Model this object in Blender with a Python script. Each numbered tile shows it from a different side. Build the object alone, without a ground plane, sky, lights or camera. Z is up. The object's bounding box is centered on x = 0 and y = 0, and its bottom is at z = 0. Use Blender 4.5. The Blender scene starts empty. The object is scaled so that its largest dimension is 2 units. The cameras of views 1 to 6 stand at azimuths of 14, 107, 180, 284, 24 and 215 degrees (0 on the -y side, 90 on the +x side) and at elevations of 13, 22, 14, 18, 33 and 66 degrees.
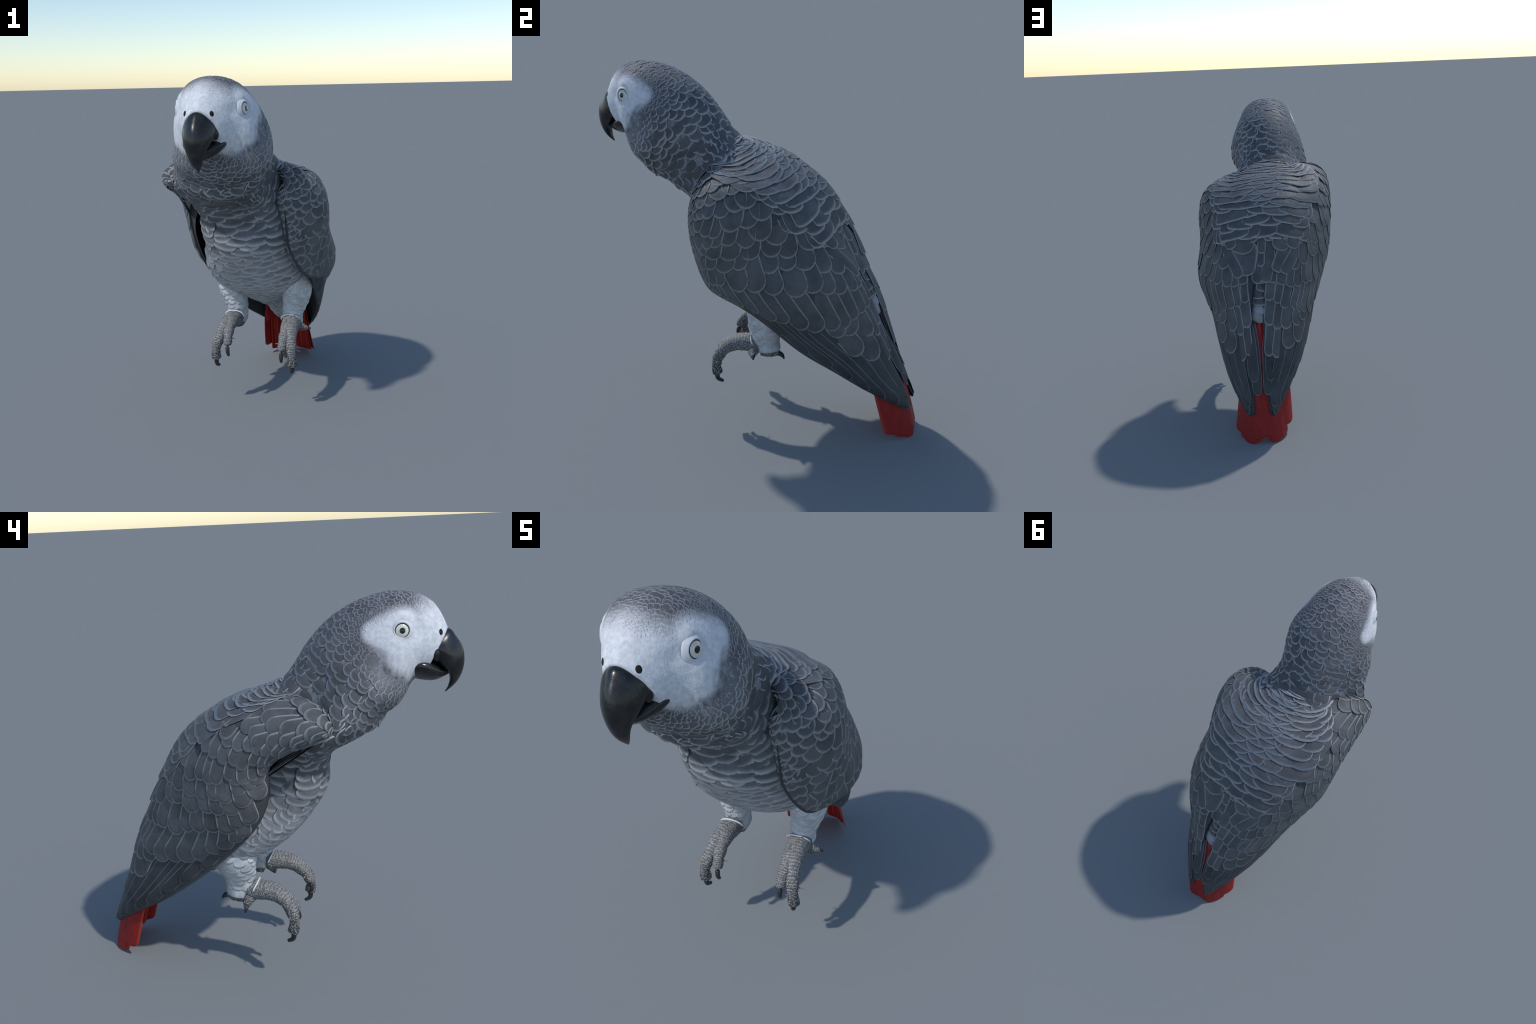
# A grey parrot with a red tail, built part by part:
# one smooth lofted skin (head, neck, torso), two wings, tail, beak, eyes,
# legs with scaly feet, and overlapping feathers laid over all of it.
import bpy, math, random
import numpy as np
from mathutils import Vector, Matrix
from mathutils.bvhtree import BVHTree

rng = np.random.default_rng(7)
random.seed(7)
SCENE = bpy.context.scene
TAU = math.tau

# ------------------------------------------------------------------ helpers
def spline(knots, values, x):
    """natural cubic spline through (knots, values), evaluated at x"""
    k = np.asarray(knots, float); v = np.asarray(values, float)
    x = np.asarray(x, float)
    n = len(k)
    flat = v.reshape(n, -1)
    h = np.diff(k)
    A = np.eye(n); B = np.zeros_like(flat)
    for i in range(1, n - 1):
        A[i, i - 1:i + 2] = h[i - 1], 2 * (h[i - 1] + h[i]), h[i]
        B[i] = 6 * ((flat[i + 1] - flat[i]) / h[i] - (flat[i] - flat[i - 1]) / h[i - 1])
    m = np.linalg.solve(A, B)
    i = np.clip(np.searchsorted(k, x, side="right") - 1, 0, n - 2)
    a = (k[i + 1] - x)[..., None]; b = (x - k[i])[..., None]; hh = h[i][..., None]
    out = (m[i] * a**3 + m[i + 1] * b**3) / (6 * hh) \
        + (flat[i] / hh - m[i] * hh / 6) * a + (flat[i + 1] / hh - m[i + 1] * hh / 6) * b
    return out.reshape(x.shape + v.shape[1:])

def unit(v):
    v = np.asarray(v, float)
    return v / np.maximum(np.linalg.norm(v, axis=-1, keepdims=True), 1e-9)

def smoothstep(a, b, x):
    t = np.clip((x - a) / (b - a), 0, 1)
    return t * t * (3 - 2 * t)

def new_object(name, mesh, parent=None, mat=None):
    o = bpy.data.objects.new(name, mesh)
    SCENE.collection.objects.link(o)
    if parent is not None:
        o.parent = parent
    if mat is not None and mesh is not None and not mesh.materials:
        mesh.materials.append(mat)
    return o

def mesh_from(name, verts, faces, smooth=True, uv=None):
    me = bpy.data.meshes.new(name)
    verts = np.asarray(verts, float)
    me.from_pydata(verts.tolist(), [], faces if isinstance(faces, list) else faces.tolist())
    if smooth:
        me.polygons.foreach_set("use_smooth", np.ones(len(me.polygons), bool))
    if uv is not None:
        layer = me.uv_layers.new(name="vane")
        idx = np.empty(len(me.loops), np.int32)
        me.loops.foreach_get("vertex_index", idx)
        layer.data.foreach_set("uv", np.asarray(uv, np.float32)[idx].ravel())
    me.update()
    return me

def grid_faces(nu, nv, wrap_v=False, flip=False):
    f = []
    for i in range(nu - 1):
        for j in range(nv if wrap_v else nv - 1):
            a, b = i * nv + j, i * nv + (j + 1) % nv
            q = [a, b, b + nv, a + nv]
            f.append(q[::-1] if flip else q)
    return f

def outward(V, F):
    """turn the faces of a closed shape so that they look outwards"""
    V = np.asarray(V, float); c = V.mean(0)
    vol = sum(np.dot(V[f[0]] - c, np.cross(V[f[k]] - c, V[f[k + 1]] - c)) for f in F for k in range(1, len(f) - 1))
    return F if vol > 0 else [f[::-1] for f in F]

class Surface:
    """a dense mesh that feathers can be laid on"""
    def __init__(self, verts, faces):
        self.v = np.asarray(verts, float)
        self.f = faces
        self.tree = BVHTree.FromPolygons([Vector(p) for p in self.v], faces)
        nrm = np.zeros_like(self.v)
        for q in faces:
            p = self.v[q]
            n = np.cross(p[2 % len(q)] - p[0], p[-1] - p[1])
            nrm[q] += n
        self.n = unit(nrm)
    def at(self, p):
        loc, fn, i, d = self.tree.find_nearest(Vector(p))
        q = self.f[i]
        loc = np.array(loc)
        w = 1 / (np.sum((self.v[q] - loc) ** 2, axis=1) + 1e-6)
        return loc, unit((self.n[q] * w[:, None]).sum(0))

def tube(path, radii, ring=16, samples=24, squash=1.0, cap=True, up=(0, 0, 1)):
    """tube along a splined path; radii splined too; squash flattens along 'up'"""
    path = np.asarray(path, float)
    k = np.linspace(0, 1, len(path)); t = np.linspace(0, 1, samples)
    P = spline(k, path, t); R = np.maximum(spline(k, np.asarray(radii, float), t), 1e-4)
    T = unit(np.gradient(P, axis=0))
    side = unit(np.cross(T, np.asarray(up, float))); nor = np.cross(side, T)
    a = np.arange(ring) * TAU / ring
    V = P[:, None] + R[:, None, None] * (np.cos(a)[None, :, None] * side[:, None] + squash * np.sin(a)[None, :, None] * nor[:, None])
    V = V.reshape(-1, 3)
    F = grid_faces(samples, ring, wrap_v=True)
    if cap:
        for end, tip, base in ((0, P[0] - T[0] * R[0] * .6, 0), (1, P[-1] + T[-1] * R[-1] * .6, (samples - 1) * ring)):
            c = len(V); V = np.vstack([V, tip])
            for j in range(ring):
                q = [base + j, base + (j + 1) % ring, c]
                F.append(q[::-1] if end == 0 else q)
        F = outward(V, F)
    return V, F

def join(parts):
    V, F, n = [], [], 0
    for v, f in parts:
        V.append(v); F += [[i + n for i in q] for q in f]; n += len(v)
    return np.vstack(V), F

def blob(c, r, axes=None, nu=16, nv=24):
    """ellipsoid at c, radii r along the rows of axes"""
    ax = np.eye(3) if axes is None else np.asarray(axes, float)
    th = np.linspace(0.02, math.pi - .02, nu); ph = np.arange(nv) * TAU / nv
    u = np.stack([np.sin(th)[:, None] * np.cos(ph), np.sin(th)[:, None] * np.sin(ph), np.cos(th)[:, None] * np.ones(nv)], -1)
    V = (u * np.asarray(r)) @ ax + np.asarray(c)
    F = grid_faces(nu, nv, wrap_v=True)
    F.append(list(range(nv))[::-1]); F.append([(nu - 1) * nv + j for j in range(nv)])
    return V.reshape(-1, 3), outward(V.reshape(-1, 3), F)

def frame(n, up=(0, 0, 1)):
    n = unit(n); x = unit(np.cross(up, n)); y = np.cross(n, x)
    return np.array([x, y, n])

# ------------------------------------------------------------------ materials
class Nodes:
    """small helper to write node trees as expressions"""
    def __init__(self, name, rough=.6):
        self.m = bpy.data.materials.new(name); self.m.use_nodes = True
        self.t = self.m.node_tree
        self.bsdf = self.t.nodes["Principled BSDF"]
        self.bsdf.inputs["Roughness"].default_value = rough
        self.bsdf.inputs["Specular IOR Level"].default_value = .3
    def node(self, kind, **props):
        n = self.t.nodes.new("ShaderNode" + kind)
        for k, v in props.items():
            setattr(n, k, v)
        return n
    def put(self, sock, v):
        if isinstance(v, bpy.types.NodeSocket):
            self.t.links.new(v, sock)
        elif isinstance(v, (tuple, list)) and len(v) == 3 and sock.type == "RGBA":
            sock.default_value = (*v, 1)
        else:
            sock.default_value = v
    def math(self, op, a, b=0.0, c=0.0):
        n = self.node("Math", operation=op)
        for s, v in zip(n.inputs, (a, b, c)):
            self.put(s, v)
        return n.outputs[0]
    def vmath(self, op, a, b=(0, 0, 0)):
        n = self.node("VectorMath", operation=op)
        self.put(n.inputs[0], a); self.put(n.inputs[1], b)
        return n.outputs["Value" if op in ("DISTANCE", "LENGTH", "DOT_PRODUCT") else "Vector"]
    def ramp(self, x, a, b, lo=0.0, hi=1.0):
        n = self.node("MapRange", interpolation_type="SMOOTHSTEP")
        self.put(n.inputs["Value"], x)
        flip = a > b
        n.inputs["From Min"].default_value, n.inputs["From Max"].default_value = min(a, b), max(a, b)
        n.inputs["To Min"].default_value, n.inputs["To Max"].default_value = (hi, lo) if flip else (lo, hi)
        return n.outputs["Result"]
    def mix(self, f, a, b):
        n = self.node("Mix", data_type="RGBA")
        self.put(n.inputs[0], f); self.put(n.inputs[6], a); self.put(n.inputs[7], b)
        return n.outputs[2]
    def mult(self, col, f):
        n = self.node("Mix", data_type="RGBA", blend_type="MULTIPLY")
        n.inputs[0].default_value = 1
        self.put(n.inputs[6], col); self.put(n.inputs[7], f)
        return n.outputs[2]
    def coord(self, out="Object"):
        return self.node("TexCoord").outputs[out]
    def place(self):
        return self.node("NewGeometry").outputs["Position"]
    def xyz(self, v):
        n = self.node("SeparateXYZ"); self.put(n.inputs[0], v)
        return n.outputs
    def vec(self, x, y, z):
        n = self.node("CombineXYZ")
        for s, v in zip(n.inputs, (x, y, z)):
            self.put(s, v)
        return n.outputs[0]
    def scaled(self, v, s):
        n = self.node("Mapping"); self.put(n.inputs[0], v); n.inputs["Scale"].default_value = s
        return n.outputs[0]
    def noise(self, v, scale, detail=3, rough=.55):
        n = self.node("TexNoise"); self.put(n.inputs["Vector"], v)
        n.inputs["Scale"].default_value, n.inputs["Detail"].default_value, n.inputs["Roughness"].default_value = scale, detail, rough
        return n.outputs[0]
    def voronoi(self, v, scale, feature="F1"):
        n = self.node("TexVoronoi", feature=feature); self.put(n.inputs["Vector"], v)
        n.inputs["Scale"].default_value = scale
        return n.outputs["Distance"]
    def bump(self, h, strength, dist=.004):
        n = self.node("Bump"); self.put(n.inputs["Height"], h)
        n.inputs["Strength"].default_value, n.inputs["Distance"].default_value = strength, dist
        self.t.links.new(n.outputs[0], self.bsdf.inputs["Normal"])
    def done(self, colour):
        self.put(self.bsdf.inputs["Base Color"], colour)
        return self.m
    def uv(self, name):
        return self.xyz(self.node("UVMap", uv_map=name).outputs[0])
    def mirrored_place(self):
        p = self.xyz(self.place())
        return self.vec(self.math("ABSOLUTE", self.math("ADD", p[0], .04)), p[1], p[2])
    def patches(self, p, spots):
        """union of soft balls: (centre, inner radius, outer radius)"""
        out = None
        for c, r0, r1 in spots:
            m = self.ramp(self.vmath("DISTANCE", p, c), r1, r0)
            out = m if out is None else self.math("MAXIMUM", out, m)
        return out

# the white face, given on one side (x counted from the head's mid line)
FACE = [((.08, -.80, 1.815), .078, .118), ((.19, -.690, 1.835), .085, .115), ((.18, -.72, 1.76), .06, .10),
        ((.13, -.78, 1.70), .05, .10), ((.19, -.61, 1.835), .035, .075), ((.00, -.86, 1.86), .065, .105), ((.195, -.56, 1.84), .018, .048)]
FACE_WIDE = [(c, b * .86, b * k + .01) for (c, a, b), k in zip(FACE, (1.45, 1.2, 1.25, 1.25, 1.25, 1.9, 1.25))]
WHITE = (.72, .74, .78)

def skin_material():
    n = Nodes("plumage_skin", .75)
    p = n.mirrored_place(); pz = n.xyz(n.place())
    face = n.patches(p, FACE)
    soft = n.patches(p, FACE_WIDE)
    streak = n.noise(n.scaled(n.place(), (90, 30, 30)), 1.0, 4)
    grey = n.mix(n.ramp(streak, .35, .65), (.10, .105, .118), (.24, .25, .275))
    ear = n.patches(p, [((.24, -.57, 1.745), .03, .075)])
    grey = n.mix(soft, grey, n.mix(n.ramp(streak, .3, .6), (.42, .43, .46), (.62, .635, .67)))
    grey = n.mix(n.math("MULTIPLY", ear, .75), grey, n.mix(n.ramp(streak, .35, .65), (.16, .165, .18), (.32, .33, .36)))
    belly = n.ramp(pz[2], 1.10, .70)
    grey = n.mix(belly, grey, n.mix(n.ramp(streak, .3, .6), (.36, .38, .41), (.56, .58, .61)))
    fine = n.noise(n.place(), 55, 5)
    white = n.mix(n.ramp(fine, .3, .7), (.56, .585, .635), (.72, .74, .775))
    ring = n.patches(p, [((.182, -.685, 1.841), .036, .062)])
    white = n.mix(n.math("MULTIPLY", ring, .45), white, (.46, .49, .53))
    pores = n.voronoi(n.place(), 150)
    n.bump(n.math("ADD", n.math("ADD", n.math("MULTIPLY", fine, .6), streak), n.math("MULTIPLY", pores, -.5)), .30, .003)
    return n.done(n.mix(face, grey, white))

def feather_material(name, dark, pale, rim=.006, belly=False, head=False, side=1.7):
    """dark vane, pale soft rim, fine barbs slanting off the shaft"""
    n = Nodes(name, .62)
    e = n.uv("edge"); v = n.uv("vane")
    d = n.math("MINIMUM", n.math("MULTIPLY", e[0], 3.0 if head else side), e[1])
    edge = n.math("POWER", n.ramp(d, rim * 2.6, 0.0), 1.6)
    p = n.place(); pz = n.xyz(p)
    t = n.math("ABSOLUTE", v[0])
    barb = n.noise(n.vec(n.math("MULTIPLY", n.math("SUBTRACT", v[1], n.math("MULTIPLY", t, .30)), 46.0), n.math("MULTIPLY", v[0], 1.3), n.math("MULTIPLY", pz[0], 40)), 1.0, 3)
    ragged = n.math("MULTIPLY", edge, n.ramp(barb, .15, .65, .55, 1.1))
    r = n.node("ObjectInfo").outputs["Random"]
    vary = n.ramp(n.noise(p, 9.0, 3), .3, .7, .80, 1.18)
    vary = n.math("MULTIPLY", vary, n.ramp(r, 0, 1, .9, 1.1))
    vary = n.math("MULTIPLY", vary, n.ramp(barb, .2, .8, .86, 1.12))
    base, rimc = dark, pale
    if head:
        q = n.mirrored_place()
        soft = n.patches(q, FACE_WIDE)
        face = n.patches(q, FACE)
        crown = n.ramp(n.vmath("DISTANCE", q, (.0, -.66, 1.97)), .42, .12)
        base = n.mix(crown, base, (.098, .096, .107)); rimc = n.mix(crown, rimc, (.45, .455, .485))
        cheek = n.patches(q, [((.22, -.65, 1.655), .05, .18)])
        base = n.mix(cheek, base, (.185, .19, .205)); rimc = n.mix(cheek, rimc, (.52, .535, .57))
        base = n.mix(soft, base, (.52, .53, .56)); rimc = n.mix(soft, rimc, (.68, .70, .74))
        base = n.mix(face, base, WHITE); rimc = n.mix(face, rimc, WHITE)
    if belly:
        # soft bars: only the tip is pale, the sides melt away
        d = n.math("MINIMUM", n.math("MULTIPLY", e[0], 3.0), e[1])
        ragged = n.math("MULTIPLY", n.math("POWER", n.ramp(e[1], rim * 2.8, 0.0), 1.3), n.ramp(barb, .15, .65, .45, 1.1))
        b = n.ramp(pz[2], 1.22, .72)
        base = n.mix(b, base, (.27, .285, .31)); rimc = n.mix(b, rimc, (.62, .64, .67))
        tipward = n.ramp(v[1], .62, .98)
        edge2 = n.math("MULTIPLY", tipward, n.ramp(barb, .2, .6, .5, 1.0))
        ragged = n.math("MAXIMUM", ragged, n.math("MULTIPLY", edge2, .8))
    shaft = n.math("MULTIPLY", n.ramp(t, .07, .0), n.ramp(v[1], .95, .5))
    col = n.mult(base, n.vec(vary, vary, vary))
    col = n.mix(n.math("MULTIPLY", shaft, .35), col, n.mult(base, (.55, .55, .58)))
    col = n.mix(n.math("MINIMUM", ragged, 1.0), col, rimc)
    n.bump(n.math("ADD", n.math("MULTIPLY", barb, .5), n.math("MULTIPLY", shaft, -.6)), .30, .002)
    return n.done(col)

def red_material():
    n = Nodes("red_tail_feather", .55)
    v = n.uv("vane"); e = n.uv("edge")
    t = n.math("ABSOLUTE", v[0])
    barb = n.noise(n.vec(n.math("MULTIPLY", n.math("SUBTRACT", v[1], n.math("MULTIPLY", t, .2)), 60.0), n.math("MULTIPLY", v[0], 1.5), 0.0), 1.0, 3)
    edge = n.ramp(n.math("MINIMUM", e[0], e[1]), .016, .0)
    col = n.mix(n.ramp(barb, .3, .7), (.20, .009, .010), (.34, .014, .012))
    col = n.mix(n.math("MULTIPLY", edge, .75), col, (.46, .060, .028))
    col = n.mix(n.math("MULTIPLY", n.ramp(t, .06, 0.), .5), col, (.22, .01, .012))
    n.bump(barb, .25, .002)
    return n.done(col)

def beak_material():
    n = Nodes("beak_horn", .30)
    p = n.place()
    cloud = n.noise(p, 22, 5)
    scratch = n.noise(n.scaled(p, (60, 260, 40)), 1.0, 2)
    dust = n.math("MULTIPLY", n.ramp(cloud, .45, .75), n.ramp(scratch, .55, .72))
    col = n.mix(n.ramp(cloud, .35, .7), (.008, .009, .010), (.018, .018, .018))
    col = n.mix(n.math("MULTIPLY", dust, .30), col, (.16, .16, .15))
    n.put(n.bsdf.inputs["Roughness"], n.ramp(cloud, .3, .8, .18, .42))
    n.bsdf.inputs["Specular IOR Level"].default_value = .5
    n.bump(n.math("ADD", scratch, n.math("MULTIPLY", cloud, .5)), .10, .003)
    return n.done(col)

def foot_material():
    n = Nodes("scaly_foot", .6)
    v = n.uv("vane")
    p = n.place()
    cells = n.voronoi(n.scaled(p, (105, 120, 120)), 1.0)
    wav = n.math("SINE", n.math("ADD", n.math("MULTIPLY", v[1], 6.2832), n.math("MULTIPLY", n.noise(p, 85, 4), 13.0)))
    scute = n.ramp(wav, -.5, .7)
    top = n.ramp(v[0], .25, .65)
    h = n.math("ADD", n.math("MULTIPLY", n.ramp(cells, .60, .18), n.math("SUBTRACT", 1.0, n.math("MULTIPLY", top, .5))), n.math("MULTIPLY", scute, n.math("MULTIPLY", top, .5)))
    toe_end = n.ramp(n.xyz(p)[2], .52, .36)
    light = n.mix(n.noise(p, 30, 3), (.25, .25, .245), (.38, .38, .38))
    col = n.mix(n.ramp(h, .12, .75), n.mix(toe_end, (.13, .13, .13), (.06, .06, .062)), light)
    n.bump(h, .55, .004)
    return n.done(col)

def leg_material():
    n = Nodes("leg_down", .85)
    p = n.place()
    f = n.noise(n.scaled(p, (38, 38, 14)), 1.0, 4)
    col = n.mix(n.ramp(f, .3, .7), (.46, .48, .505), (.60, .615, .63))
    scaly = n.ramp(n.math("ADD", n.xyz(p)[2], n.math("MULTIPLY", n.noise(p, 40, 3), .06)), .525, .485)
    cell = n.voronoi(p, 130)
    col = n.mix(n.math("MULTIPLY", scaly, .8), col, n.mix(n.ramp(cell, .2, .6), (.40, .41, .41), (.17, .175, .18)))
    n.bump(f, .35, .006)
    return n.done(col)

def claw_material():
    n = Nodes("claw_horn", .38)
    f = n.noise(n.place(), 90, 3)
    return n.done(n.mix(f, (.012, .012, .013), (.05, .05, .05)))

def eye_material():
    n = Nodes("eye_ball", .12)
    o = n.xyz(n.coord("Object"))
    r = n.math("SQRT", n.math("ADD", n.math("POWER", o[0], 2.0), n.math("POWER", o[1], 2.0)))
    fib = n.noise(n.coord("Object"), 160, 3)
    iris = n.mix(n.ramp(r, .012, .028), (.68, .665, .57), (.78, .765, .68))
    iris = n.mix(n.math("MULTIPLY", fib, .35), iris, (.38, .37, .28))
    col = n.mix(n.ramp(r, .0134, .0122), iris, (.006, .007, .008))
    col = n.mix(n.ramp(r, .0272, .0285), col, (.018, .017, .015))
    n.bsdf.inputs["Coat Weight"].default_value = .6
    return n.done(col)

def plain(name, colour, rough, grain=60, vary=.25):
    n = Nodes(name, rough)
    f = n.noise(n.place(), grain, 3)
    n.bump(f, .2, .002)
    return n.done(n.mix(n.math("MULTIPLY", f, vary * 2), colour, tuple(c * (1 - vary) for c in colour)))

MAT_SKIN = skin_material()
MAT_WING = plain("wing_underside", (.066, .070, .077), .75)
MAT_COVERT = feather_material("covert_feather", (.098, .102, .108), (.33, .345, .365), .0070)
MAT_FLIGHT = feather_material("flight_feather", (.056, .060, .066), (.20, .21, .23), .0045)
MAT_MANTLE = feather_material("mantle_feather", (.100, .103, .111), (.41, .425, .45), .0085, side=3.2)
MAT_HEAD = feather_material("head_feather", (.098, .102, .111), (.45, .455, .49), .0055, head=True)  # rim colour brightened to paint highlights on the feathers' relief
MAT_BREAST = feather_material("breast_feather", (.095, .098, .106), (.44, .455, .48), .0075, belly=True)
MAT_RUMP = feather_material("rump_feather", (.27, .285, .31), (.36, .375, .40), .004)
MAT_DOWN = feather_material("leg_feather", (.50, .52, .545), (.56, .575, .595), .008)
MAT_RED = red_material()
MAT_BEAK = beak_material()
MAT_FOOT = foot_material()
MAT_LEG = leg_material()
MAT_CLAW = claw_material()
MAT_EYE = eye_material()
MAT_LID = plain("eyelid_skin", (.66, .68, .72), .6)
MAT_CERE = plain("cere_skin", (.62, .64, .68), .7)
MAT_DARK = plain("nostril_painted_dark", (.012, .011, .010), .8)
MAT_BAND = plain("leg_fringe", (.72, .74, .76), .7)
MAT_THORN = plain("toe_thorn", (.30, .19, .14), .7)


# ------------------------------------------------------------------ the body skin
def mid_x(y):
    """the bird stands a little askew: x of its mid line"""
    return -.04 + .0565 * (np.asarray(y) + .85)

# stations from the beak to the tail: back line (y,z), belly line (y,z),
# half widths a quarter, a half and three quarters of the way down,
# sideways lean of the back line, extra width on the bird's right, sideways sway of the belly line
STATIONS = [
    ((-.868, 1.832), (-.765, 1.615), (.078, .096, .084), .00, .000, .000),
    ((-.805, 1.938), (-.720, 1.592), (.115, .136, .120), .00, .000, .000),
    ((-.690, 1.990), (-.690, 1.538), (.170, .190, .182), -.002, .000, .006),
    ((-.555, 1.982), (-.650, 1.480), (.200, .228, .228), -.008, .000, .008),
    ((-.415, 1.928), (-.605, 1.442), (.207, .253, .250), -.012, .015, .008),
    ((-.298, 1.840), (-.576, 1.392), (.208, .250, .232), -.016, .035, -.006),
    ((-.207, 1.726), (-.520, 1.356), (.190, .222, .214), -.018, .075, -.034),
    ((-.125, 1.610), (-.432, 1.310), (.200, .212, .214), -.015, .095, -.046),
    ((.000, 1.518), (-.354, 1.254), (.240, .240, .220), .00, .070, -.030),
    ((.132, 1.450), (-.318, 1.158), (.280, .285, .255), .00, -.005, -.008),
    ((.258, 1.364), (-.316, 1.065), (.300, .318, .290), .00, -.040, .000),
    ((.362, 1.266), (-.270, .965), (.300, .328, .300), .00, -.038, .000),
    ((.442, 1.158), (-.188, .850), (.275, .315, .310), .00, -.018, .000),
    ((.522, 1.054), (-.072, .737), (.230, .290, .292), .00, .018, .000),
    ((.592, .948), (.075, .645), (.180, .245, .245), .00, .025, .000),
    ((.648, .846), (.235, .565), (.130, .170, .150), .00, .000, .000),
    ((.692, .748), (.405, .490), (.095, .110, .095), .00, .000, .000),
    ((.712, .630), (.535, .400), (.080, .090, .080), .00, .000, .000),
    ((.742, .510), (.635, .330), (.060, .070, .060), .00, .000, .000),
]
NS = len(STATIONS)
ST = np.array([[*a, *b, *w, lean, swell, sway] for a, b, w, lean, swell, sway in STATIONS])

def skin_point(s, th):
    """s: station number, th: angle, 0 on the back, pi on the belly, + to the bird's left"""
    q = spline(np.arange(NS), ST, s)
    c = np.cos(th)
    top, bot = q[..., 0:2], q[..., 2:4]
    yz = (top + bot) / 2 + (top - bot) / 2 * c[..., None]
    w1, w0, w2 = q[..., 4], q[..., 5], q[..., 6]
    # parabola through the three half widths (given as real half widths at c=.5,0,-.5)
    a1, a2 = w1 / math.sqrt(.75), w2 / math.sqrt(.75)
    W = w0 + (a1 - a2) * c + 2 * (a1 + a2 - 2 * w0) * c * c
    W = np.maximum(W, .35 * w0)
    x = (W + q[..., 8] * np.where(np.sin(th) < 0, 1.0, -.15) * np.exp(-((c + .50) / .50) ** 2)) * np.sin(th) + q[..., 7] * (.5 + .5 * c) + q[..., 9] * (.5 - .5 * c)
    return np.stack([mid_x(yz[..., 0]) + x, yz[..., 0], yz[..., 1]], -1)

RINGS, AROUND = 280, 150
S_GRID = np.linspace(0, NS - 1, RINGS)
TH_GRID = np.arange(AROUND) * TAU / AROUND
ss, tt = np.meshgrid(S_GRID, TH_GRID, indexing="ij")
SKIN_V = skin_point(ss, tt).reshape(-1, 3)
SKIN_F = grid_faces(RINGS, AROUND, wrap_v=True)
front_c = len(SKIN_V)
SKIN_V = np.vstack([SKIN_V, SKIN_V[:AROUND].mean(0) + (0, -.012, 0), SKIN_V[-AROUND:].mean(0) + (0, .02, -.03)])
for j in range(AROUND):
    SKIN_F.append([front_c, (j + 1) % AROUND, j])
    b = (RINGS - 1) * AROUND
    SKIN_F.append([front_c + 1, b + j, b + (j + 1) % AROUND])
SKIN = Surface(SKIN_V, SKIN_F)

# ------------------------------------------------------------------ wings
# each row: from the back edge over the outermost line to the lower edge
LEFT_WING = [
    [(.14, -.17, 1.500), (.198, -.195, 1.485), (.240, -.220, 1.440), (.220, -.215, 1.38)],
    [(.12, -.05, 1.515), (.268, -.148, 1.492), (.350, -.215, 1.40), (.252, -.285, 1.30)],
    [(.09, .10, 1.460), (.335, .014, 1.455), (.432, -.155, 1.325), (.266, -.297, 1.15)],
    [(.07, .245, 1.388), (.348, .168, 1.373), (.462, -.095, 1.17), (.278, -.272, 1.03)],
    [(.055, .375, 1.285), (.310, .332, 1.228), (.459, .010, 1.04), (.335, -.188, .880)],
    [(.06, .482, 1.118), (.298, .468, 1.077), (.470, .198, .911), (.368, -.055, .815)],
    [(.085, .595, .950), (.285, .586, .901), (.424, .350, .795), (.352, .122, .712)],
    [(.105, .668, .820), (.236, .649, .756), (.354, .489, .656), (.344, .325, .560)],
    [(.112, .745, .620), (.198, .740, .573), (.299, .648, .520), (.314, .505, .448)],
    [(.108, .835, .400), (.168, .830, .372), (.238, .775, .34), (.256, .685, .320)],
    [(.115, .920, .190), (.130, .917, .175), (.145, .910, .170), (.155, .888, .175)],
]
RIGHT_WING = [
    [(-.17, -.205, 1.510), (-.245, -.325, 1.500), (-.315, -.378, 1.465), (-.335, -.372, 1.42)],
    [(-.13, -.09, 1.530), (-.299, -.220, 1.552), (-.422, -.335, 1.485), (-.420, -.355, 1.41)],
    [(-.07, .10, 1.465), (-.335, .002, 1.496), (-.449, -.089, 1.376), (-.392, -.138, 1.290)],
    [(-.03, .245, 1.390), (-.325, .170, 1.408), (-.441, .064, 1.22), (-.365, -.105, 1.16)],
    [(.00, .375, 1.285), (-.268, .358, 1.250), (-.414, .162, 1.03), (-.345, -.050, .980)],
    [(.02, .482, 1.118), (-.208, .500, 1.070), (-.360, .277, .89), (-.328, .050, .850)],
    [(.035, .595, .960), (-.158, .600, .888), (-.292, .430, .76), (-.310, .150, .748)],
    [(.038, .672, .820), (-.108, .673, .778), (-.236, .555, .66), (-.278, .315, .604)],
    [(.040, .755, .620), (-.068, .750, .602), (-.175, .685, .51), (-.214, .522, .442)],
    [(.036, .840, .400), (-.022, .837, .372), (-.094, .805, .34), (-.134, .704, .318)],
    [(.015, .925, .190), (.00, .922, .175), (-.005, .915, .165), (-.025, .888, .175)],
]
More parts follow.
